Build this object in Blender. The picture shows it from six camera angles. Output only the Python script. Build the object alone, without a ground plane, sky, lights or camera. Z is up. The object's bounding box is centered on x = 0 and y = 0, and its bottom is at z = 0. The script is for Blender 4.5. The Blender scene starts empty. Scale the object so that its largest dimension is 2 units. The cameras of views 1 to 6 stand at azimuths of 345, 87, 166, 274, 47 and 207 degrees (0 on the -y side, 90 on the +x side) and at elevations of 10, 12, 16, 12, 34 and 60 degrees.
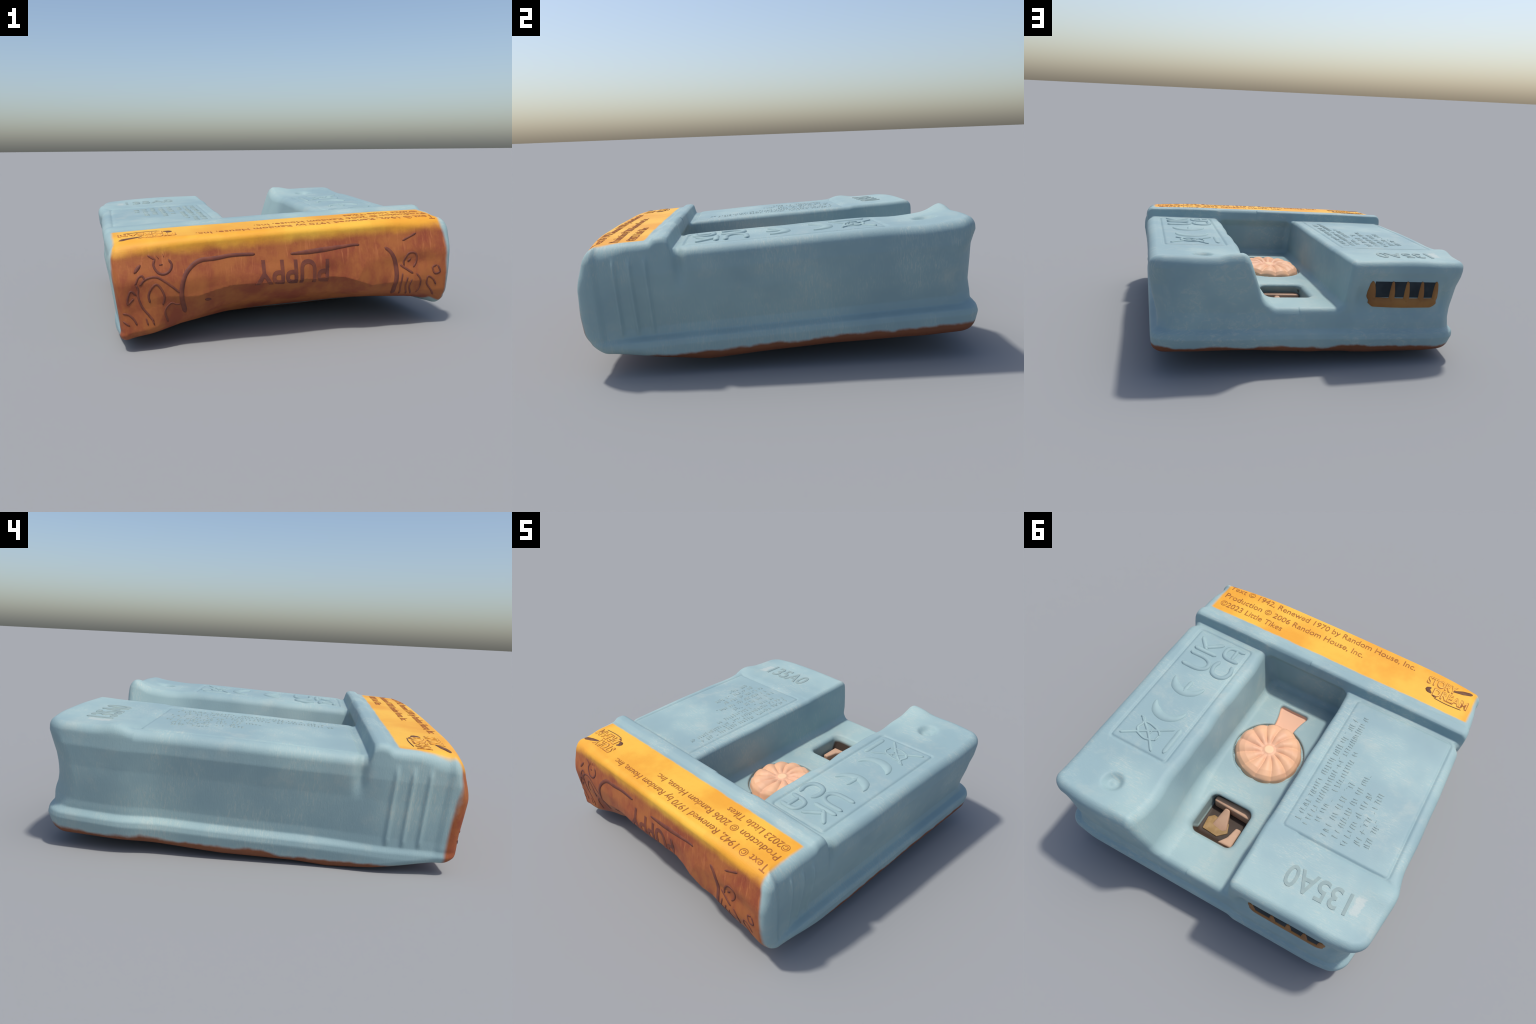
"""A worn toy story cartridge in the shape of a thick little book: a pale blue
moulded housing with two raised pads, a recessed channel with a fluted dome
button, a slot and a window, and an orange printed cover round the spine."""
import bpy, bmesh, math
import numpy as np
from mathutils import Matrix

rng = np.random.default_rng(7)
GRID = 0.0073

# ------------------------------------------------------------------ helpers
def sstep(a, b, v):
    t = np.clip((v - a) / (b - a), 0, 1)
    return t * t * (3 - 2 * t)

def gauss(v, c, s):
    return np.exp(-((v - c) / s) ** 2)

def rmax(a, b, r):
    """intersection of two half spaces with an edge rounded to radius r"""
    return np.minimum(np.maximum(a, b), -r) + np.hypot(np.maximum(a + r, 0), np.maximum(b + r, 0))

def rrect(x, y, x0, x1, y0, y1, r):
    dx = np.abs(x - (x0 + x1) / 2) - (x1 - x0) / 2 + r
    dy = np.abs(y - (y0 + y1) / 2) - (y1 - y0) / 2 + r
    return np.minimum(np.maximum(dx, dy), 0) + np.hypot(np.maximum(dx, 0), np.maximum(dy, 0)) - r

def ripple(u, v, freq, seed, n=7):
    """smooth low waviness: a few sine waves in random directions"""
    g = np.random.default_rng(seed)
    out = 0
    for _ in range(n):
        a, f, p = g.uniform(0, 2 * math.pi), freq * g.uniform(0.6, 1.5), g.uniform(0, 6.28)
        out = out + np.sin(f * (math.cos(a) * u + math.sin(a) * v) + p)
    return out / n

def facet(u, v, cell, seed):
    """flat triangular facets over a lattice of random heights (crumpled scan skin)"""
    g = np.random.default_rng(seed)
    tab = g.uniform(-1, 1, (64, 64))
    u, v = (u * 0.92 + v * 0.31) / cell + 20, (v * 0.95 - u * 0.24) / cell + 20
    i, j = np.floor(u).astype(int), np.floor(v).astype(int)
    fu, fv = u - i, v - j
    i, j = np.clip(i, 0, 62), np.clip(j, 0, 62)
    a, b, c, d = tab[i, j], tab[i + 1, j], tab[i, j + 1], tab[i + 1, j + 1]
    return np.where(fu > fv, a + (b - a) * fu + (d - b) * fv, a + (c - a) * fv + (d - c) * fu)

# ------------------------------------------------- the form, in the book's frame
# x across the spine, y from spine (-) to fore edge (+), z up through the pads
def top_height(x, y):
    left = sstep(0.05, -0.15, x)
    slab = 0.611 + 0.0025 * ripple(x, y, 9, 3)
    slab = slab + left * (0.003 + 0.011 * gauss(x, -0.66, 0.26) * gauss(y, 0.02, 0.30) + 0.001 * gauss(y, 0.76, 0.11) * gauss(x, -0.60, 0.24)
                          + 0.012 * gauss(y, 0.95, 0.07) * gauss(x, -0.55, 0.3)
                          + 0.016 * gauss(y, 0.64, 0.07) * gauss(x, -0.92, 0.12))
    right = 1 - left
    slab = slab + right * (0.026 * gauss(x, 0.47, 0.09) * gauss(y, 0.96, 0.08) + 0.016 * gauss(y, 0.955, 0.06)
                           + 0.008 * gauss(x, 0.56, 0.05) * gauss(y, 0.96, 0.05)
                           - 0.008 * gauss(y, 0.70, 0.12))
    # moulded outline frames on the two pads
    f1 = np.abs(rrect(x, y, 0.527, 0.908, -0.445, 0.548, 0.02))
    f2 = np.abs(rrect(x, y, -0.882, -0.245, -0.465, 0.545, 0.025))
    slab = slab - 0.0075 * np.exp(-(f1 / 0.009) ** 2) - 0.0065 * np.exp(-(f2 / 0.009) ** 2)
    slab = slab - 0.006 * gauss(y, 0.553, 0.011) * sstep(-0.33, -0.36, x) * sstep(-0.92, -0.88, x)
    slab = slab + 0.004 * sstep(0.56, 0.60, y) * left
    # thumb dimple
    r = np.hypot(x - 0.702, y - 0.795)
    slab = slab - 0.033 * np.exp(-(r / 0.052) ** 4) + 0.004 * np.exp(-(r / 0.020) ** 2)
    # spine block, with the rolled ridge and the groove behind it
    t = sstep(-0.496, -0.514, y)
    spine = 0.664 - 0.008 * sstep(0.55, 0.95, x) - 0.004 * sstep(-0.5, -0.9, x) + 0.003 * ripple(x, y, 7, 5)
    wave = 0.006 * ripple(x, x * 0, 11, 9)
    return slab * (1 - t) + spine * t + 0.017 * np.exp(-(np.abs(y + 0.551 + wave * 0.5) / 0.039) ** 4) \
        - 0.006 * gauss(y, -0.482, 0.018)

def soft1(t, v, w=25):
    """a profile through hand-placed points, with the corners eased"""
    g = np.linspace(t[0] - .1, t[-1] + .1, 261)
    k = np.hanning(w); k /= k.sum()
    return g, np.convolve(np.pad(np.interp(g, t, v), w // 2, "edge"), k, "valid")
RIGHT_Z = soft1([.05, .10, .145, .172, .192, .235, .39, .50, .58, .65], [-.008, .000, .006, .000, -.034, -.038, .002, .021, .020, .016], 7)
LEFT_Z = soft1([.05, .10, .145, .172, .195, .24, .42, .52, .58, .65], [-.044, -.036, -.026, -.031, -.058, -.056, -.022, .004, .008, .008], 7)
BACK_Z = soft1([.05, .10, .147, .178, .202, .24, .30, .42, .50, .56, .62], [.968, .988, 1.000, .993, .973, .973, .967, .982, .990, .994, .992], 7)

def spine_ribs(y, z):
    band = sstep(0.19, 0.24, z) * sstep(0.60, 0.54, z)
    ribs = sum(gauss(y, c + 0.03 * (0.38 - z) * -1 * 0.3, 0.0115) for c in (-0.777, -0.702, -0.627))
    return band * 0.013 * ribs + 0.014 * sstep(-0.845, -0.885, y)

LEFT_Y = [-.95, -.85, -.6, -.4, -.2, .0, .2, .45, .6, .75, .9, .98]
LEFT_X = [.912, .920, .940, .936, .942, .946, .948, .942, .968, .950, .932, .912]
INSET_X = [-.95, -.85, -.72, -.6, -.4, -.2, 0, .37, .6, .8, .95]
INSET_A = [.0, .0, .012, .060, .125, .160, .165, .135, .085, .030, .0]
ARCH_X = [-1.0, -.93, -.85, -.6, -.3, 0, .37, .6, .8, .89, .96, 1.0]
ARCH_Z = [.095, .105, .135, .165, .206, .212, .210, .192, .165, .150, .098, .090]

LEFT_Y, LEFT_X = soft1(LEFT_Y, LEFT_X)
INSET_X, INSET_A = soft1(INSET_X, INSET_A)
ARCH_X, ARCH_Z = soft1(ARCH_X, ARCH_Z, 13)

def bottom_height(x, y):
    rise = np.interp(x, ARCH_X, ARCH_Z)
    lo = 0.052 + 0.015 * facet(x, y, 0.33, 21) - 0.010 * gauss(x, -0.55, 0.25) * gauss(y, -0.25, 0.25) - 0.004 * gauss(y, 0.3, 0.5) * gauss(x, 0, 0.5)
    edge = np.maximum(sstep(.82, .97, np.abs(x - 0.03)), sstep(.84, .98, y))
    lo = lo + 0.007 * edge
    return lo + (rise - lo) * np.clip((-0.38 - y) / 0.44, 0, 1.08)

FACE_X = [-.95, -.8, -.5, 0, .5, .7, .95]
FACE_TOP = [-.922, -.926, -.928, -.928, -.926, -.922, -.920]
FACE_LOW = [-.968, -.968, -.963, -.959, -.959, -.961, -.961]

def front_wall(x, z):
    base = np.interp(x, FACE_X, FACE_TOP)
    base = base + (np.interp(x, FACE_X, FACE_LOW) - base) * sstep(0.62, 0.44, z)
    base = base + 0.055 * sstep(0.245, 0.11, z) * sstep(0.45, 0.80, x) + 0.03 * sstep(0.20, 0.10, z) * sstep(-0.55, -0.80, x)
    base = base + 0.026 * sstep(0.27, 0.17, z) * sstep(-0.55, -0.25, x) * sstep(0.85, 0.60, x)
    base = base - 0.016 * gauss(x, 0.72, 0.24) * gauss(z, 0.33, 0.075)
    inset = np.interp(x, INSET_X, INSET_A)
    lean = np.clip((np.interp(x, [-.8, -.3, .25, .5, .8], [.34, .385, .375, .325, .285]) + 0.035 * facet(x, x * 0 + 0.3, 0.19, 8) - z) / 0.185, 0, 1.3)
    crumple = 0.019 * facet(x, z, 0.24, 33) * sstep(0.50, 0.40, z)
    return base + inset * lean + crumple * sstep(.93, .80, np.abs(x))

def channel(x, y, z):
    k = np.clip((z - 0.335) / 0.28, 0, 1.2)
    wav = 0.006 * np.sin(y * 11 + 1) + 0.004 * np.sin(y * 23)
    c_r = x - (0.384 + 0.062 * k + wav * k)
    c_l = (-0.146 - 0.020 * k + 0.4 * wav * k) - x
    c_f = (-0.535 + 0.035 * sstep(0.54, 0.62, z)) - y
    c_d = 0.327 - z
    c_r = c_r + 0.050 * sstep(0.35, 0.80, y) * np.clip(1 - k, 0, 1)
    soft_foot = 0.042 + 0.035 * sstep(0.1, 0.7, y) * sstep(0.10, 0.22, x)
    return rmax(rmax(np.maximum(c_r, c_l), c_f, 0.055), c_d, soft_foot)

def body(x, y, z):
    hi = sstep(0.40, 0.54, z)
    waist = np.interp(z, [.18, .25, .45, .56], [0, 1, 1, 0])
    ribs = spine_ribs(y, z)
    ribs = ribs - 0.014 * sstep(-0.845, -0.885, y) * sstep(0.22, 0.14, z)
    notch = 0.024 * hi * gauss(y, -0.472, 0.026)
    xr = 0.984 + np.interp(z, *RIGHT_Z) * (0.30 + 0.70 * sstep(-0.88, -0.66, y)) + ribs + hi * 0.006 * ripple(y, y * 0, 16, 12) - notch
    back = 0.42 + 0.58 * sstep(-0.75, -0.2, y)
    xl = np.interp(y, LEFT_Y, LEFT_X) + np.interp(z, *LEFT_Z) * back + 0.014 * sstep(0.4, 0.8, y) * sstep(0.06, 0.22, z) * sstep(0.64, 0.34, z) + ribs * 0.65 + hi * 0.005 * ripple(y, y * 0, 17, 14) - notch
    mouth = sstep(-0.16, -0.08, x) * sstep(0.45, 0.39, x) * sstep(0.50, 0.42, z)
    yb = np.interp(z, *BACK_Z) - 0.003 * mouth * sstep(0.18, 0.205, z) - 0.040 * waist * sstep(0.82, 0.94, np.abs(x - 0.03)) - 0.026 * sstep(0.72, 0.98, np.abs(x - 0.03)) \
        + 0.005 * hi * ripple(x, x * 0, 13, 16) \
        - 0.008 * sstep(0.03, -0.02, rrect(x, z, -0.790, -0.235, 0.315, 0.535, 0.05)) + 0.010 * sstep(-0.16, -0.22, x) * sstep(0.34, 0.24, z) \
        - 0.026 * gauss(z, 0.40, 0.07) * (gauss(x, -0.245, 0.045) + gauss(x, -0.790, 0.045))
    d_f = (front_wall(x, z) - y) / 1.15
    sx = np.maximum(x - xr, -xl - x)
    sy = np.maximum(y - yb, d_f)
    rp = np.where(y > 0, 0.080, 0.045) * np.ones_like(z)
    d = rmax(sx, sy, rp)
    rt = 0.050 + (-0.015 + 0.052 * np.clip(np.abs(x - 0.02) / 0.92, 0, 1) ** 4) * sstep(-0.70, -0.85, y) - 0.012 * gauss(y, -0.545, 0.06)
    rt = np.where((x < -0.1) & (y > 0.55), 0.040, rt)
    d = rmax(d, z - top_height(x, y), rt)
    d = rmax(d, (bottom_height(x, y) - z) / 1.05, 0.032 + (0.022 + 0.020 * sstep(0.6, 0.95, x)) * sstep(-0.55, -0.85, y))
    # channel with dome seat, slot and window cut into its floor
    ch = channel(x, y, z)
    d = rmax(d, -ch, np.where(x > 0.13, 0.046, 0.028 + 0.012 * sstep(0.80, 0.92, y) * sstep(0.42, 0.36, z)))
    seat = np.maximum(np.hypot(x - 0.120, y - 0.010) - 0.230, 0.308 - z)
    d = rmax(d, -seat, 0.010)
    flare = np.abs(x - 0.130) - 0.068 - 1.1 * np.clip(-0.185 - y, 0, 0.3) ** 2
    sl = rmax(rmax(rmax(flare, -0.380 - y, 0.03), y + 0.10, 0.01), 0.290 - z + 0.3 * (x - 0.13) ** 2, 0.012)
    d = rmax(d, -sl, 0.014)
    wi = rmax(rrect(x, y + 0.50 * np.maximum(0.312 - z, 0), -0.010, 0.272, 0.432, 0.716, 0.045), 0.182 - z, 0.02)
    d = rmax(d, -wi, 0.032)
    return d

def gradient(p, e=0.0015):
    x, y, z = p.T
    g = np.stack([body(x + e, y, z) - body(x - e, y, z), body(x, y + e, z) - body(x, y - e, z),
                  body(x, y, z + e) - body(x, y, z - e)], 1) / (2 * e)
    return g

# --------------------------------------------- skin the form with a quad mesh
def skin():
    lo, hi = np.array([-1.08, -1.07, 0.0]), np.array([1.08, 1.06, 0.75])
    n = np.ceil((hi - lo) / GRID).astype(int) + 1
    ax = [lo[i] + GRID * np.arange(n[i]) for i in range(3)]
    S = np.empty(n, np.float32)
    for i0 in range(0, n[0], 24):
        X, Y, Z = np.meshgrid(ax[0][i0:i0 + 24], ax[1], ax[2], indexing="ij", sparse=True)
        S[i0:i0 + 24] = body(X, Y, Z)
    ins = S < 0
    cs = np.zeros(n - 1, np.uint8)
    for a in (0, 1):
        for b in (0, 1):
            for c in (0, 1):
                cs += ins[a:n[0] - 1 + a, b:n[1] - 1 + b, c:n[2] - 1 + c]
    cells = np.argwhere((cs > 0) & (cs < 8))
    index = np.full(n - 1, -1, np.int32)
    index[tuple(cells.T)] = np.arange(len(cells))
    acc, cnt = np.zeros((len(cells), 3)), np.zeros(len(cells))
    for axis in range(3):
        o1, o2 = [k for k in range(3) if k != axis]
        for u in (0, 1):
            for v in (0, 1):
                off = np.zeros(3, int); off[o1], off[o2] = u, v
                A = cells + off; B = A.copy(); B[:, axis] += 1
                sa, sb = S[tuple(A.T)], S[tuple(B.T)]
                m = (sa < 0) != (sb < 0)
                t = np.where(m, sa / np.where(m, sa - sb, 1), 0)
                P = (cells + off).astype(float); P[:, axis] += t
                acc += P * m[:, None]; cnt += m
    V = lo + GRID * acc / cnt[:, None]
    quads = []
    for axis in range(3):
        o1, o2 = (axis + 1) % 3, (axis + 2) % 3
        sl0 = [slice(None)] * 3; sl1 = [slice(None)] * 3
        sl0[axis], sl1[axis] = slice(0, -1), slice(1, None)
        s0, s1 = ins[tuple(sl0)], ins[tuple(sl1)]
        E = np.argwhere(s0 != s1)
        flip = s0[tuple(E.T)]
        q = []
        for du, dv in ((-1, -1), (0, -1), (0, 0), (-1, 0)):
            c = E.copy(); c[:, o1] += du; c[:, o2] += dv
            q.append(index[tuple(c.T)])
        q = np.stack(q, 1)
        q[~flip] = q[~flip][:, ::-1]
        quads.append(q)
    F = np.concatenate(quads)
    for _ in range(2):
        g = gradient(V); s = body(*V.T)
        step = g * (s / np.maximum((g * g).sum(1), 0.2))[:, None]
        V -= np.clip(step, -0.5 * GRID, 0.5 * GRID)
    return V, F

def on_top(xy, lift, from_z=0.75):
    """place flat points on the upper skin, raised by lift along the normal"""
    x, y = xy.T
    z = np.full(len(x), from_z)
    for _ in range(32):
        z = z - 0.9 * np.clip(body(x, y, z), -0.02, 0.1)
    p = np.stack([x, y, z], 1); g = gradient(p)
    return p + g / np.linalg.norm(g, axis=1)[:, None] * np.asarray(lift)[:, None]

def on_front(xz, lift):
    x, z = xz.T
    y = np.full(len(x), -1.15)
    for _ in range(32):
        y = y + 0.9 * np.clip(body(x, y, z), -0.02, 0.1)
    p = np.stack([x, y, z], 1); g = gradient(p)
    return p + g / np.linalg.norm(g, axis=1)[:, None] * np.asarray(lift)[:, None]

def on_back(xz, lift):
    x, z = xz.T
    y = np.full(len(x), 1.15)
    for _ in range(32):
        y = y - 0.9 * np.clip(body(x, y, z), -0.02, 0.1)
    p = np.stack([x, y, z], 1); g = gradient(p)
    return p + g / np.linalg.norm(g, axis=1)[:, None] * np.asarray(lift)[:, None]

# ------------------------------------------------------------------ materials
class Nodes:
    def __init__(self, name, rough=0.55, spec=0.3):
        self.m = bpy.data.materials.new(name); self.m.use_nodes = True
        self.t = self.m.node_tree; self.n = self.t.nodes
        self.b = next(n for n in self.n if n.type == "BSDF_PRINCIPLED")
        self.b.inputs["Roughness"].default_value = rough
        self.b.inputs["Specular IOR Level"].default_value = spec
        self.co = self.n.new("ShaderNodeTexCoord").outputs["Object"]
        s = self.n.new("ShaderNodeSeparateXYZ"); self.t.links.new(self.co, s.inputs[0])
        self.x, self.y, self.z = s.outputs
    def put(self, sock, v):
        if hasattr(v, "is_output"): self.t.links.new(v, sock)
        else: sock.default_value = v
    def math(self, op, a, b=0.0, c=None):
        n = self.n.new("ShaderNodeMath"); n.operation = op
        self.put(n.inputs[0], a); self.put(n.inputs[1], b)
        if c is not None: self.put(n.inputs[2], c)
        return n.outputs[0]
    def step(self, v, a, b):
        n = self.n.new("ShaderNodeMapRange"); n.interpolation_type = "SMOOTHSTEP"
        lo, hi = (a, b) if a < b else (b, a)
        self.put(n.inputs["Value"], v)
        n.inputs["From Min"].default_value, n.inputs["From Max"].default_value = lo, hi
        n.inputs["To Min"].default_value, n.inputs["To Max"].default_value = (0, 1) if a < b else (1, 0)
        return n.outputs[0]
    def mul(self, *vs):
        r = vs[0]
        for v in vs[1:]: r = self.math("MULTIPLY", r, v)
        return r
    def noise(self, scale, detail=4, rough=0.55, stretch=(1, 1, 1), dist=0.0):
        mp = self.n.new("ShaderNodeMapping"); mp.inputs["Scale"].default_value = stretch
        self.t.links.new(self.co, mp.inputs[0])
        n = self.n.new("ShaderNodeTexNoise")
        n.inputs["Scale"].default_value, n.inputs["Detail"].default_value = scale, detail
        n.inputs["Roughness"].default_value, n.inputs["Distortion"].default_value = rough, dist
        self.t.links.new(mp.outputs[0], n.inputs["Vector"])
        return n.outputs["Fac"]
    def mix(self, f, a, b, mode="MIX"):
        n = self.n.new("ShaderNodeMix"); n.data_type = "RGBA"; n.blend_type = mode
        self.put(n.inputs[0], f)
        self.put(n.inputs[6], a if hasattr(a, "is_output") else (*a, 1))
        self.put(n.inputs[7], b if hasattr(b, "is_output") else (*b, 1))
        return n.outputs[2]
    def bump(self, h, strength, dist=0.01):
        n = self.n.new("ShaderNodeBump")
        n.inputs["Strength"].default_value, n.inputs["Distance"].default_value = strength, dist
        self.put(n.inputs["Height"], h); self.t.links.new(n.outputs[0], self.b.inputs["Normal"])
    def color(self, c):
        self.put(self.b.inputs["Base Color"], c if hasattr(c, "is_output") else (*c, 1)); return self.m

BLUE_A, BLUE_B, BLUE_C = (0.240, 0.346, 0.366), (0.298, 0.416, 0.416), (0.430, 0.465, 0.415)
ORANGE_A, ORANGE_B = (0.70, 0.315, 0.028), (0.76, 0.42, 0.048)
BROWN_A, BROWN_B = (0.35, 0.110, 0.030), (0.25, 0.056, 0.024)

def skin_material():
    k = Nodes("printed_blue_plastic", 0.55, 0.28)
    big = k.step(k.noise(1.6, 3), 0.36, 0.66)
    blue = k.mix(big, BLUE_A, BLUE_B)  # two blues mottled by noise to paint uneven light on the pads
    pale = k.mul(k.step(k.noise(4.5, 6, 0.68, (1, 1, 1), 0.2), 0.52, 0.76), 0.4)
    blue = k.mix(pale, blue, BLUE_C)
    # brushed grain, drawn out across the pads
    grain = k.noise(26, 5, 0.7, (1, 5, 1), 0.6)
    where = k.step(k.noise(3.2, 3, 0.6), 0.42, 0.62)
    blue = k.mix(k.mul(k.step(grain, 0.46, 0.68), where, 0.55), blue, (0.45, 0.485, 0.43))
    blue = k.mix(k.mul(k.step(k.noise(2.3, 4, 0.6, (1.3, 1, 1)), 0.50, 0.70), 0.3), blue, (0.235, 0.330, 0.345))
    # scuffed corner patch beside the moulded number
    rag = k.math("MULTIPLY_ADD", k.noise(30, 3), 0.05, -0.025)
    px, py = k.math("ADD", k.x, rag), k.math("ADD", k.y, rag)
    patch = k.mul(k.step(px, -0.835, -0.825), k.step(px, -0.778, -0.790), k.step(py, 0.70, 0.712), k.step(py, 0.815, 0.80), k.step(k.z, 0.5, 0.55))
    blue = k.mix(k.mul(patch, 0.38), blue, (0.54, 0.53, 0.48))
    # printed cover over the top of the spine, down its face and under the book
    edge = k.math("MULTIPLY_ADD", k.noise(14, 4), 0.016, -0.008)
    ey, ex = k.math("ADD", k.y, edge), k.math("ADD", k.x, edge)
    exr = k.math("ADD", ex, k.mul(k.step(k.y, -0.86, -0.92), k.step(k.z, 0.62, 0.50), -0.020))
    exl = k.math("ADD", ex, k.mul(k.step(k.y, -0.87, -0.92), 0.022))
    label = k.mul(k.step(ey, -0.618, -0.632), k.step(exr, 0.955, 0.930), k.step(exl, -0.910, -0.888))
    ax = k.math("ABSOLUTE", k.math("SUBTRACT", k.x, 0.015))
    flank = k.mul(k.step(ax, 0.86, 0.89), k.step(k.z, 0.625, 0.585), k.step(k.y, -0.915, -0.890))
    label = k.mul(label, k.math("SUBTRACT", 1.0, flank))
    under = k.step(k.math("ADD", k.z, k.math("MULTIPLY_ADD", k.noise(5, 4), 0.07, -0.035)), 0.108, 0.088)
    cover = k.math("MAXIMUM", label, under)
    org = k.mix(k.step(k.noise(2.6, 4), 0.4, 0.65), ORANGE_A, ORANGE_B)
    org = k.mix(k.mul(k.step(k.noise(38, 4, 0.7), 0.5, 0.75), 0.15), org, (0.60, 0.24, 0.02))
    brn = k.mix(k.step(k.noise(5.5, 5, 0.65, (1, 1, 0.6)), 0.38, 0.64), BROWN_A, BROWN_B)
    streak = k.mul(k.step(k.noise(16, 4, 0.6, (4, 1, 0.5), 0.8), 0.52, 0.72), k.step(k.z, 0.42, 0.50), 0.5)
    brn = k.mix(streak, brn, (0.50, 0.17, 0.06))
    edge_z = k.math("MULTIPLY_ADD", k.noise(9, 5, 0.6), 0.06, -0.03)
    down = k.step(k.math("ADD", k.z, edge_z), 0.640, 0.570)
    ink = k.mix(down, org, brn)
    ink = k.mix(k.mul(under, k.step(k.y, -0.84, -0.74)), ink, k.mix(k.noise(6, 4), (0.24, 0.080, 0.030), (0.15, 0.050, 0.026)))
    # bare moulding inside the window and the slot
    inx = k.mul(k.step(k.x, -0.01, 0.0), k.step(k.x, 0.272, 0.262))
    well = k.mul(inx, k.step(k.y, 0.425, 0.435), k.step(k.y, 0.722, 0.712), k.step(k.z, 0.300, 0.278))
    slot = k.mul(inx, k.step(k.y, -0.40, -0.39), k.step(k.y, -0.07, -0.08), k.step(k.z, 0.308, 0.300))
    col = k.mix(cover, blue, ink)
    dark = k.mix(k.noise(7, 3), (0.030, 0.020, 0.015), (0.060, 0.040, 0.028))
    col = k.mix(well, col, dark)
    col = k.mix(slot, col, (0.70, 0.41, 0.275))
    fine = k.noise(120, 3, 0.6)
    k.bump(k.math("ADD", k.mul(grain, 0.8), k.mul(fine, 0.35)), 0.22, 0.006)
    return k.color(col)

def plain(name, a, b, scale=12, rough=0.6, bump=0.1):
    k = Nodes(name, rough, 0.25)
    k.bump(k.noise(60, 4), bump, 0.004)
    return k.color(k.mix(k.step(k.noise(scale, 4), 0.35, 0.68), a, b))

def peach_material():
    k = Nodes("peach_plastic", 0.5, 0.3)
    r = k.math("SQRT", k.math("ADD", k.math("POWER", k.math("SUBTRACT", k.x, 0.12), 2.0), k.math("POWER", k.math("SUBTRACT", k.y, 0.01), 2.0)))
    c = k.mix(k.step(k.noise(7, 4), 0.35, 0.65), (0.74, 0.425, 0.250), (0.68, 0.385, 0.245))
    c = k.mix(k.step(r, 0.034, 0.026), c, (0.78, 0.51, 0.31))
    k.bump(k.noise(45, 4), 0.12, 0.004)
    return k.color(c)

M_SKIN = skin_material()
M_PEACH = peach_material()
M_RELIEF = plain("moulded_relief_blue", (0.248, 0.350, 0.362), (0.298, 0.414, 0.412), 4)
M_SHADE_TINT = plain("shade_tinted_blue", (0.225, 0.302, 0.300), (0.265, 0.340, 0.325), 18)
M_INK = plain("brown_ink", (0.27, 0.085, 0.018), (0.42, 0.150, 0.022), 24)
M_DARKINK = plain("dark_brown_ink", (0.115, 0.045, 0.022), (0.17, 0.07, 0.03), 20)
M_LETTER = plain("yellow_letter_fill", (0.72, 0.35, 0.045), (0.78, 0.43, 0.08), 10)
M_PLUM = plain("plum_ink", (0.125, 0.038, 0.027), (0.19, 0.055, 0.03), 15)
M_BEIGE = plain("beige_plastic", (0.44, 0.27, 0.18), (0.52, 0.33, 0.22), 9)
M_TAN = plain("tan_card", (0.26, 0.16, 0.06), (0.34, 0.22, 0.10), 25)
M_COMB_SHADOW = plain("painted_shadow_black", (0.020, 0.026, 0.030), (0.032, 0.040, 0.045), 9, 0.9)
M_COMB = plain("orange_comb", (0.25, 0.105, 0.03), (0.33, 0.15, 0.04), 7)

# ------------------------------------------------------------------ assembly
ez = np.array([-0.039, -0.050, 1.0]); ez /= np.linalg.norm(ez)
ex = np.array([1, 0, 0.039]); ex -= ez * (ex @ ez); ex /= np.linalg.norm(ex)
ey = np.cross(ez, ex)
col = bpy.context.scene.collection
root = bpy.data.objects.new("toy_story_book", None)
root.empty_display_size = 0.2
root["label"] = "pale blue moulded toy book with orange printed spine"
root["category"] = "toy book"
root.matrix_world = Matrix([list(r) + [0] for r in np.stack([ex, ey, ez], 1)] + [[0, 0, 0, 1]])
col.objects.link(root)

def add(name, verts, faces, mat, parent=root, smooth=True, stuff=False, normals=None):
    me = bpy.data.meshes.new(name)
    verts = np.asarray(verts, np.float32)
    if isinstance(faces, np.ndarray):
        k = faces.shape[1]
        me.vertices.add(len(verts)); me.vertices.foreach_set("co", verts.ravel())
        me.loops.add(faces.size); me.loops.foreach_set("vertex_index", faces.astype(np.int32).ravel())
        me.polygons.add(len(faces)); me.polygons.foreach_set("loop_start", np.arange(len(faces), dtype=np.int32) * k)
        me.update(calc_edges=True)
    else:
        me.from_pydata([tuple(map(float, v)) for v in verts], [], faces)
    me.validate()
    me.polygons.foreach_set("use_smooth", [smooth] * len(me.polygons))
    if normals is not None:
        me.normals_split_custom_set_from_vertices(normals)
    me.materials.append(mat)
    o = bpy.data.objects.new(name, me); col.objects.link(o)
    o.parent = parent
    if stuff: o["kind"] = "stuff"
    return o

# ---- the body skin, divided by region into its parts
V, F = skin()
N = gradient(V, 0.003); N /= np.linalg.norm(N, axis=1)[:, None]
C = V[F].mean(1)
cx, cy, cz = C.T
part = np.zeros(len(F), int)                                  # 0 housing
part[(cy < -0.625) & (cx > -0.895) & (cx < 0.943)] = 1         # spine cover
part[cz < 0.105] = 2                                          # back cover
part[(cx > -0.01) & (cx < 0.272) & (cy > 0.43) & (cy < 0.715) & (cz < 0.289)] = 3
part[(cx > -0.01) & (cx < 0.272) & (cy > -0.395) & (cy < -0.075) & (cz < 0.304)] = 4
part[(cx > -0.3) & (cx < 0.5) & (part == 0) & (cy > -0.46) & (cz < 0.37) & (cz > 0.25) & (cy < 0.93) & (C[:, 0] > -0.09) & (cx < 0.375)] = 5
made = {}
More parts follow.
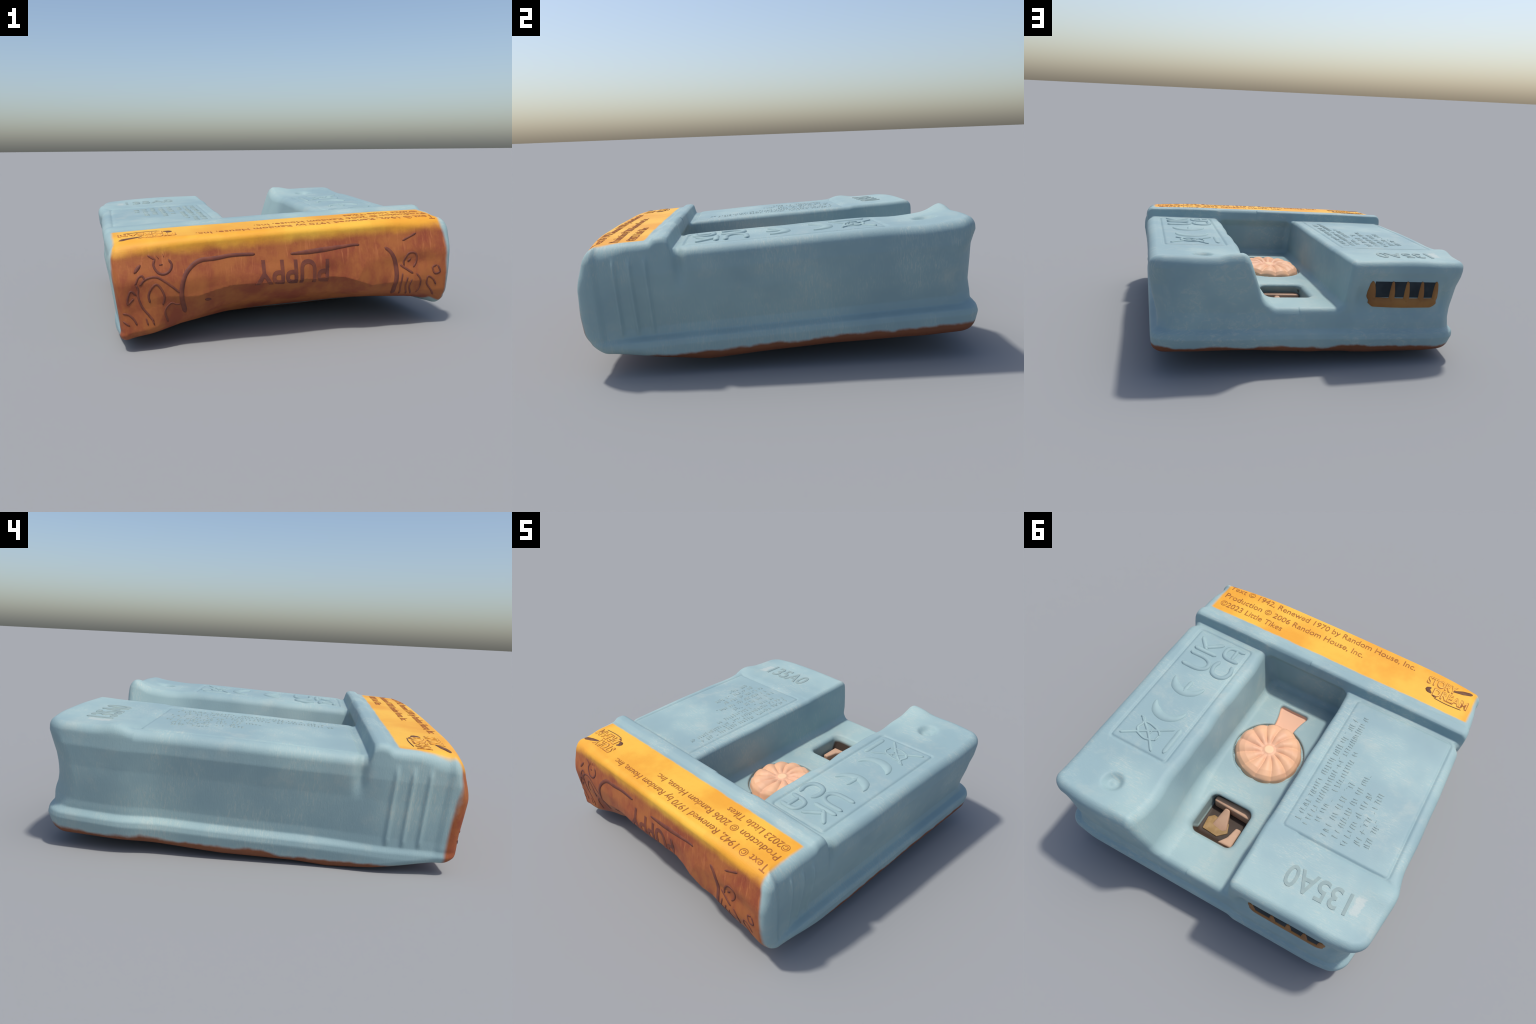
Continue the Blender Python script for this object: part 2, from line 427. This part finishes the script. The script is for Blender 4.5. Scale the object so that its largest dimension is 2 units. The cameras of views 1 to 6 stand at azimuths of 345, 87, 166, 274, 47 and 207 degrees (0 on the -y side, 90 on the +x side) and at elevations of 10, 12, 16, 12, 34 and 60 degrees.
for i, nm in enumerate(("housing", "spine_cover", "back_cover", "window_well", "slot_recess", "channel_floor")):
    f = F[part == i]
    used, inv = np.unique(f, return_inverse=True)
    made[nm] = add(nm, V[used], inv.reshape(-1, 4), M_SKIN, normals=[tuple(map(float, n)) for n in N[used]])
housing, spine = made["housing"], made["spine_cover"]

# ---- fluted dome button
def dome():
    rings, seg, flutes, R = 70, 300, 12, 0.223
    vs, fs = [], []
    th = np.linspace(0, 2 * np.pi, seg, endpoint=False)
    prof_r = [0, .026, .034, .045, .10, .155, .188, .209, .221]
    prof_z = [.371, .371, .367, .3645, .372, .369, .358, .338, .292]
    for i in range(1, rings + 1):
        r = R * (i / rings) ** 0.9
        z = np.interp(r, prof_r, prof_z)
        amp = 0.0078 * float(sstep(0.035, 0.085, r) * sstep(0.226, 0.198, r))
        ph = flutes * (th + 1.1 * r)
        lobe = np.abs(np.cos(ph / 2)) ** 0.8
        rr = r * (1 + 0.022 * float(sstep(0.12, 0.2, r)) * (lobe - 0.6)) * (1 + 0.02 * float(sstep(.1, .2, r)) * np.sin(3 * th + 1))
        x, y = 0.120 + rr * np.cos(th), 0.010 + rr * np.sin(th)
        zz = z + amp * (lobe - 0.45) * 1.9 - 0.035 * (y - 0.01) * float(sstep(0.02, 0.1, r)) + 0.02 * (x - .12)
        vs += list(np.stack([x, y, zz], 1))
    vs.append(np.array([0.120, 0.010, 0.371]))
    for i in range(rings - 1):
        for j in range(seg):
            a, b = i * seg + j, i * seg + (j + 1) % seg
            fs.append((a, a + seg, b + seg, b))
    for j in range(seg):
        fs.append((len(vs) - 1, j, (j + 1) % seg))
    return add("dome_button", vs, fs, M_PEACH)
dome()

# ---- bracket, card and lip inside the window
def block(name, ring, z0, z1, mat, parent, bevel=0.012, lean=0.0):
    """a bevelled prism over a ring of (x, y, height offset) corners"""
    bm = bmesh.new()
    lo = [bm.verts.new((x, y, z0)) for x, y, h in ring]
    hi = [bm.verts.new((x + lean, y, z1 + h)) for x, y, h in ring]
    n = len(ring)
    bm.faces.new(lo[::-1]); bm.faces.new(hi)
    for i in range(n):
        bm.faces.new((lo[i], lo[(i + 1) % n], hi[(i + 1) % n], hi[i]))
    bmesh.ops.recalc_face_normals(bm, faces=bm.faces)
    bmesh.ops.bevel(bm, geom=[e for e in bm.edges], offset=bevel, segments=3, affect="EDGES", profile=0.6)
    me = bpy.data.meshes.new(name); bm.to_mesh(me); bm.free()
    me.polygons.foreach_set("use_smooth", [True] * len(me.polygons))
    me.materials.append(mat)
    o = bpy.data.objects.new(name, me); col.objects.link(o); o.parent = parent
    return o
well = made["window_well"]
block("bracket_beam", [(-0.004, 0.400, .0), (0.258, 0.412, .0), (0.256, 0.452, .0), (-0.002, 0.464, .0)], 0.182, 0.262, M_BEIGE, well)
block("bracket_tongue", [(0.170, 0.462, .046), (0.135, 0.462, .046), (0.098, 0.570, -.02), (0.135, 0.600, -.028), (0.205, 0.575, -.028)], 0.170, 0.212, M_BEIGE, well)
block("picture_card", [(0.250, 0.540, 0), (0.220, 0.510, 0), (0.110, 0.520, 0), (0.085, 0.580, 0), (0.135, 0.630, 0), (0.240, 0.622, 0)], 0.175, 0.189, M_TAN, well, 0.004)
block("corner_lip", [(0.045, 0.540, 0), (0.008, 0.540, 0), (0.008, 0.672, 0), (0.100, 0.676, 0), (0.062, 0.620, 0)], 0.175, 0.240, M_BEIGE, well)

# ---- strokes: raised ribbons laid on the skin
def spline(pts, step=0.008):
    p = np.array(pts, float)
    if len(p) < 3:
        n = max(2, int(np.linalg.norm(p[-1] - p[0]) / step))
        return p[0] + (p[-1] - p[0]) * np.linspace(0, 1, n)[:, None]
    q = np.vstack([2 * p[0] - p[1], p, 2 * p[-1] - p[-2]])
    out = []
    for i in range(1, len(q) - 2):
        a, b, c, d = q[i - 1:i + 3]
        n = max(2, int(np.linalg.norm(c - b) / step))
        for t in np.linspace(0, 1, n, endpoint=False):
            out.append(0.5 * (2 * b + (c - a) * t + (2 * a - 5 * b + 4 * c - d) * t * t + (3 * b - a - 3 * c + d) * t ** 3))
    return np.vstack(out + [p[-1:]])

def ribbons(name, paths, mat, place, lift, parent=root, taper=True):
    """paths: list of (points, width or list of widths); one joined mesh"""
    rows = [(-1.0, -0.003), (-0.8, lift), (0.0, lift * 1.15), (0.8, lift), (1.0, -0.003)]
    flat, high, fs, base = [], [], [], 0
    for pts, w in paths:
        c = spline(pts)
        n = len(c)
        wid = np.interp(np.linspace(0, 1, n), np.linspace(0, 1, len(np.atleast_1d(w))), np.atleast_1d(w)) / 2
        if taper:
            e = np.minimum(np.arange(n), np.arange(n)[::-1]) * 0.008
            wid = wid * np.sqrt(np.clip(e / np.maximum(wid, 1e-4), 0.08, 1))
        d = np.gradient(c, axis=0); d /= np.maximum(np.linalg.norm(d, axis=1), 1e-9)[:, None]
        nrm = np.stack([-d[:, 1], d[:, 0]], 1)
        flat.append(np.stack([c + nrm * (wid * k)[:, None] for k, h in rows], 1).reshape(-1, 2))
        high.append(np.tile([h for k, h in rows], n))
        for i in range(n - 1):
            for j in range(4):
                a = base + i * 5 + j
                fs.append((a, a + 1, a + 6, a + 5))
        fs.append(tuple(base + j for j in range(4, -1, -1)))
        fs.append(tuple(base + (n - 1) * 5 + j for j in range(5)))
        base += 5 * n
    vs = place(np.concatenate(flat), np.concatenate(high))
    o = add(name, vs, fs, mat, parent)
    bm = bmesh.new(); bm.from_mesh(o.data); bmesh.ops.recalc_face_normals(bm, faces=bm.faces); bm.to_mesh(o.data); bm.free()
    return o

# ---- lettering: text outlines cut fine and laid on the skin
def lettering(name, text, origin, right, up, width, height, mat, place, lift, parent=root, swell=0.0, shear=0.0):
    cu = bpy.data.curves.new(name, "FONT")
    cu.body = text; cu.size = 1.0; cu.extrude = 0.05; cu.resolution_u = 4; cu.offset = swell; cu.shear = shear
    tmp = bpy.data.objects.new(name, cu); col.objects.link(tmp)
    bpy.context.view_layer.update()
    me = bpy.data.meshes.new_from_object(tmp.evaluated_get(bpy.context.evaluated_depsgraph_get()))
    bpy.data.objects.remove(tmp)
    bm = bmesh.new(); bm.from_mesh(me)
    bmesh.ops.remove_doubles(bm, verts=bm.verts, dist=1e-5)
    xs = [v.co.x for v in bm.verts]; x0, x1 = min(xs), max(xs)
    sx, sy = width / (x1 - x0), height / 0.70
    for v in bm.verts:
        v.co.x = (v.co.x - x0) * sx; v.co.y *= sy
    bmesh.ops.triangulate(bm, faces=bm.faces)
    for _ in range(3):
        long = [e for e in bm.edges if (e.verts[0].co.xy - e.verts[1].co.xy).length > 0.016]
        if not long: break
        bmesh.ops.subdivide_edges(bm, edges=long, cuts=1, use_grid_fill=False)
        bmesh.ops.triangulate(bm, faces=bm.faces)
    P = np.array([v.co[:] for v in bm.verts])
    uv = np.array(origin) + P[:, :1] * np.array(right) + P[:, 1:2] * np.array(up)
    W = place(uv, np.where(P[:, 2] > 0, lift, -0.004))
    for v, w in zip(bm.verts, W): v.co = w
    bmesh.ops.recalc_face_normals(bm, faces=bm.faces)
    bm.to_mesh(me); bm.free()
    me.name = name; me.materials.clear(); me.materials.append(mat)
    o = bpy.data.objects.new(name, me); col.objects.link(o); o.parent = parent
    return o

TOP = dict(right=(-1, 0), up=(0, -1), place=on_top)
lettering("copyright_text", "Text \u00a9 1942, Renewed 1970 by Random House, Inc.", (0.925, -0.838), width=1.395, height=0.046, mat=M_INK, lift=0.0016, parent=spine, **TOP)
lettering("copyright_text", "Production \u00a9 2006 Random House, Inc.", (0.915, -0.752), width=1.045, height=0.046, mat=M_INK, lift=0.0016, parent=spine, **TOP)
lettering("copyright_text", "\u00a92023 Little Tikes", (0.910, -0.672), width=0.475, height=0.046, mat=M_INK, lift=0.0016, parent=spine, **TOP)
for nm, tx, org, w, h in (("logo_word", "STORY", (-0.575, -0.795), 0.19, 0.062), ("logo_word", "DREAM", (-0.640, -0.715), 0.225, 0.064)):
    lettering(nm + "_outline", tx, (org[0] + 0.005, org[1] + 0.004), width=w + 0.010, height=h, mat=M_INK, lift=0.0012, parent=spine, swell=0.035, **TOP)
    lettering(nm, tx, org, width=w, height=h * 0.9, mat=M_LETTER, lift=0.0030, parent=spine, **TOP)
ribbons("logo_brush", [([(-0.745, -0.812), (-0.80, -0.832), (-0.868, -0.856)], [0.010, 0.034, 0.028]),
                       ([(-0.615, -0.765), (-0.598, -0.742), (-0.630, -0.722)], [0.03, 0.036, 0.028]),
                       ([(-0.64, -0.712), (-0.67, -0.704)], [0.02, 0.018]),
                       ([(-0.66, -0.695), (-0.74, -0.690), (-0.84, -0.697)], 0.006)], M_DARKINK, on_top, 0.0018, spine)

# ---- spine face: the upside-down title, the arched panel and the doodles
lettering("spine_title", "PUPPY", (0.238, 0.478), right=(-1, 0.075), up=(0, -1), width=0.425, height=0.128, mat=M_PLUM, place=on_front, lift=0.002, parent=spine, swell=0.02)
ribbons("spine_panel_line", [
    ([(-0.561, 0.262), (-0.578, 0.353), (-0.574, 0.417), (-0.552, 0.476), (-0.511, 0.519), (-0.464, 0.54), (-0.384, 0.543), (-0.298, 0.55), (-0.176, 0.545)], [.03, .028, .026, .026, .022, .018]),
    ([(0.021, 0.528), (0.131, 0.53), (0.257, 0.537), (0.375, 0.544), (0.423, 0.542)], [.012, .028, .03, .02, .012]),
    ([(0.574, 0.515), (0.61, 0.484), (0.636, 0.425), (0.642, 0.359), (0.634, 0.288), (0.638, 0.23)], [.02, .03, .03, .028]),
    ([(-0.455, 0.325), (-0.421, 0.321)], .024), ([(-0.81, 0.506), (-0.775, 0.545)], .02), ([(0.688, 0.542), (0.777, 0.576)], .012)],
    M_PLUM, on_front, 0.0022, spine)
ribbons("spine_doodle", [
    ([(-0.701, 0.567), (-0.71, 0.534), (-0.69, 0.498), (-0.658, 0.489), (-0.628, 0.505), (-0.618, 0.533), (-0.633, 0.56)], .014),
    ([(-0.681, 0.536), (-0.664, 0.536)], .026), ([(-0.736, 0.587), (-0.698, 0.562)], .012), ([(-0.692, 0.583), (-0.681, 0.565)], .009), ([(-0.659, 0.588), (-0.654, 0.571)], .009),
    ([(-0.807, 0.447), (-0.797, 0.42), (-0.8, 0.386), (-0.784, 0.328), (-0.755, 0.282), (-0.729, 0.243)], .013),
    ([(-0.788, 0.44), (-0.757, 0.471), (-0.704, 0.478), (-0.661, 0.452), (-0.622, 0.418), (-0.587, 0.384)], .013),
    ([(-0.811, 0.447), (-0.792, 0.483), (-0.772, 0.49), (-0.758, 0.463)], .012),
    ([(-0.808, 0.391), (-0.834, 0.416), (-0.853, 0.379), (-0.853, 0.349), (-0.821, 0.376)], .012),
    ([(-0.742, 0.345), (-0.747, 0.385), (-0.728, 0.425), (-0.703, 0.44), (-0.68, 0.412), (-0.667, 0.367), (-0.678, 0.325)], .013),
    ([(-0.656, 0.225), (-0.668, 0.293), (-0.632, 0.332), (-0.612, 0.321), (-0.587, 0.318)], .012),
    ([(-0.883, 0.301), (-0.856, 0.294), (-0.83, 0.265), (-0.816, 0.232)], .012), ([(-0.885, 0.26), (-0.853, 0.232)], .012),
    ([(-0.769, 0.266), (-0.76, 0.225)], .010), ([(-0.74, 0.262), (-0.727, 0.221)], .010),
    ([(0.692, 0.401), (0.691, 0.429), (0.72, 0.469), (0.756, 0.47), (0.771, 0.45), (0.768, 0.413), (0.748, 0.386)], .013),
    ([(0.715, 0.42), (0.735, 0.44)], .02), ([(0.666, 0.408), (0.713, 0.375), (0.744, 0.353)], .015),
    ([(0.678, 0.36), (0.669, 0.298), (0.681, 0.225)], .011), ([(0.709, 0.337), (0.7, 0.286), (0.722, 0.22)], .011), ([(0.735, 0.32), (0.726, 0.273), (0.748, 0.222)], .011),
    ([(0.765, 0.351), (0.791, 0.314), (0.793, 0.266), (0.779, 0.229)], .012),
    ([(0.897, 0.269), (0.875, 0.306), (0.843, 0.324), (0.836, 0.286), (0.861, 0.249), (0.895, 0.20)], .012),
    ([(0.898, 0.386), (0.872, 0.374), (0.884, 0.339), (0.91, 0.34), (0.918, 0.353), (0.903, 0.385)], .012)],
    M_PLUM, on_front, 0.002, spine)

# ---- moulded marks on the right-hand pad (read from the outer edge)
PAD = dict(right=(0, -1), up=(1, 0), place=on_top)
ribbons("moulded_letters", [
    ([(0.862, -0.140), (0.760, -0.140), (0.712, -0.160), (0.700, -0.192), (0.712, -0.224), (0.760, -0.244), (0.862, -0.244)], .032),
    ([(0.862, -0.292), (0.700, -0.292)], .032), ([(0.862, -0.392), (0.782, -0.305)], .030), ([(0.800, -0.320), (0.700, -0.398)], .030),
    ([(0.652, -0.268), (0.668, -0.215), (0.652, -0.165), (0.610, -0.148), (0.566, -0.165), (0.550, -0.215), (0.566, -0.268)], .032),
    ([(0.550, -0.312), (0.630, -0.312), (0.664, -0.335), (0.664, -0.385), (0.630, -0.408), (0.550, -0.408)], .032),
    ([(0.602, -0.315), (0.602, -0.405)], .026)], M_RELIEF, on_top, 0.0065, housing)
def arc(cx_, cy_, r, a0, a1, n=15):
    a = np.radians(np.linspace(a0, a1, n)); return np.stack([cx_ + r * np.cos(a), cy_ + r * np.sin(a)], 1)
ribbons("moulded_mark", [(arc(0.715, 0.175, 0.108, 12, 168), [.016, .062, .060, .045, .016]),
                         (arc(0.722, -0.045, 0.108, 12, 168), [.016, .062, .060, .045, .016]),
                         ([(0.720, 0.060), (0.715, -0.035)], .030)], M_RELIEF, on_top, 0.0055, housing)
ribbons("moulded_bin_sign", [([(0.83, 0.345), (0.80, 0.350), (0.79, 0.385), (0.80, 0.425), (0.77, 0.455)], .016),
                             ([(0.79, 0.37), (0.75, 0.365), (0.68, 0.385), (0.655, 0.41)], .014), ([(0.79, 0.45), (0.72, 0.47), (0.66, 0.45)], .014),
                             ([(0.655, 0.41), (0.66, 0.455)], .012), ([(0.75, 0.39), (0.735, 0.41), (0.75, 0.43)], .008), ([(0.72, 0.39), (0.71, 0.415), (0.72, 0.44)], .008),
                             ([(0.87, 0.505), (0.74, 0.42), (0.60, 0.33)], .016), ([(0.82, 0.345), (0.73, 0.42), (0.635, 0.525)], .018)],
        M_RELIEF, on_top, 0.005, housing)
ribbons("moulded_bar", [([(0.570, 0.31), (0.570, 0.50)], .034)], M_RELIEF, on_top, 0.004, housing)

# ---- moulded number and small type on the left-hand pad, blue darkened for engraved shade
lettering("moulded_number", "135A0", (-0.765, 0.712), right=(1, 0.02), up=(0, 1), width=0.365, height=0.125, mat=M_SHADE_TINT, place=on_top, lift=0.0035, parent=housing, swell=0.012)
def shade_tinted_lines():
    paths = []
    g = np.random.default_rng(40)
    rows = [(-0.300, -0.30, 0.47), (-0.352, -0.36, 0.48), (-0.404, -0.10, 0.49), (-0.470, 0.10, 0.49), (-0.530, 0.02, 0.47),
            (-0.590, 0.12, 0.49), (-0.650, 0.10, 0.47), (-0.705, 0.26, 0.48)]
    for rx, y0, y1 in rows:
        y = y1
        while y > y0:
            w = g.uniform(0.009, 0.018)
            if g.uniform() > 0.10:
                h = g.uniform(0.026, 0.038)
                c = rx + g.uniform(-.003, .003)
                k = g.uniform(-.005, .005)
                if g.uniform() > 0.2:
                    paths.append(([(c - h / 2, y - w / 2), (c + h / 2, y - w / 2 + k)], 0.0085))
                if g.uniform() > 0.4:
                    e = c + g.choice([-.5, 0, .5]) * h
                    paths.append(([(e, y), (e + k * 0.5, y - w)], 0.0085))
            y -= w + g.uniform(0.002, 0.007)
    o = ribbons("moulded_small_type", paths, M_SHADE_TINT, on_top, 0.0018, housing)
    o["kind"] = "stuff"
shade_tinted_lines()

# ---- orange comb in the fore edge of the left-hand pad
teeth = [(-0.308, .064), (-0.440, .046), (-0.537, .046), (-0.634, .046), (-0.730, .052)]
ribbons("contact_comb", [([(-0.292, 0.372), (-0.50, 0.364), (-0.742, 0.366)], .068)] +
        [([(x, 0.372), (x * 0.995, 0.44), (x * 0.99, 0.505)], [w, w * 0.85, w * 0.4]) for x, w in teeth],
        M_COMB, on_back, 0.005, housing)
ribbons("comb_shadow_plate", [([(-0.322, 0.452), (-0.715, 0.450)], .116)], M_COMB_SHADOW, on_back, 0.002, housing, taper=False)  # near-black strip modelled for the shadow between the comb teeth
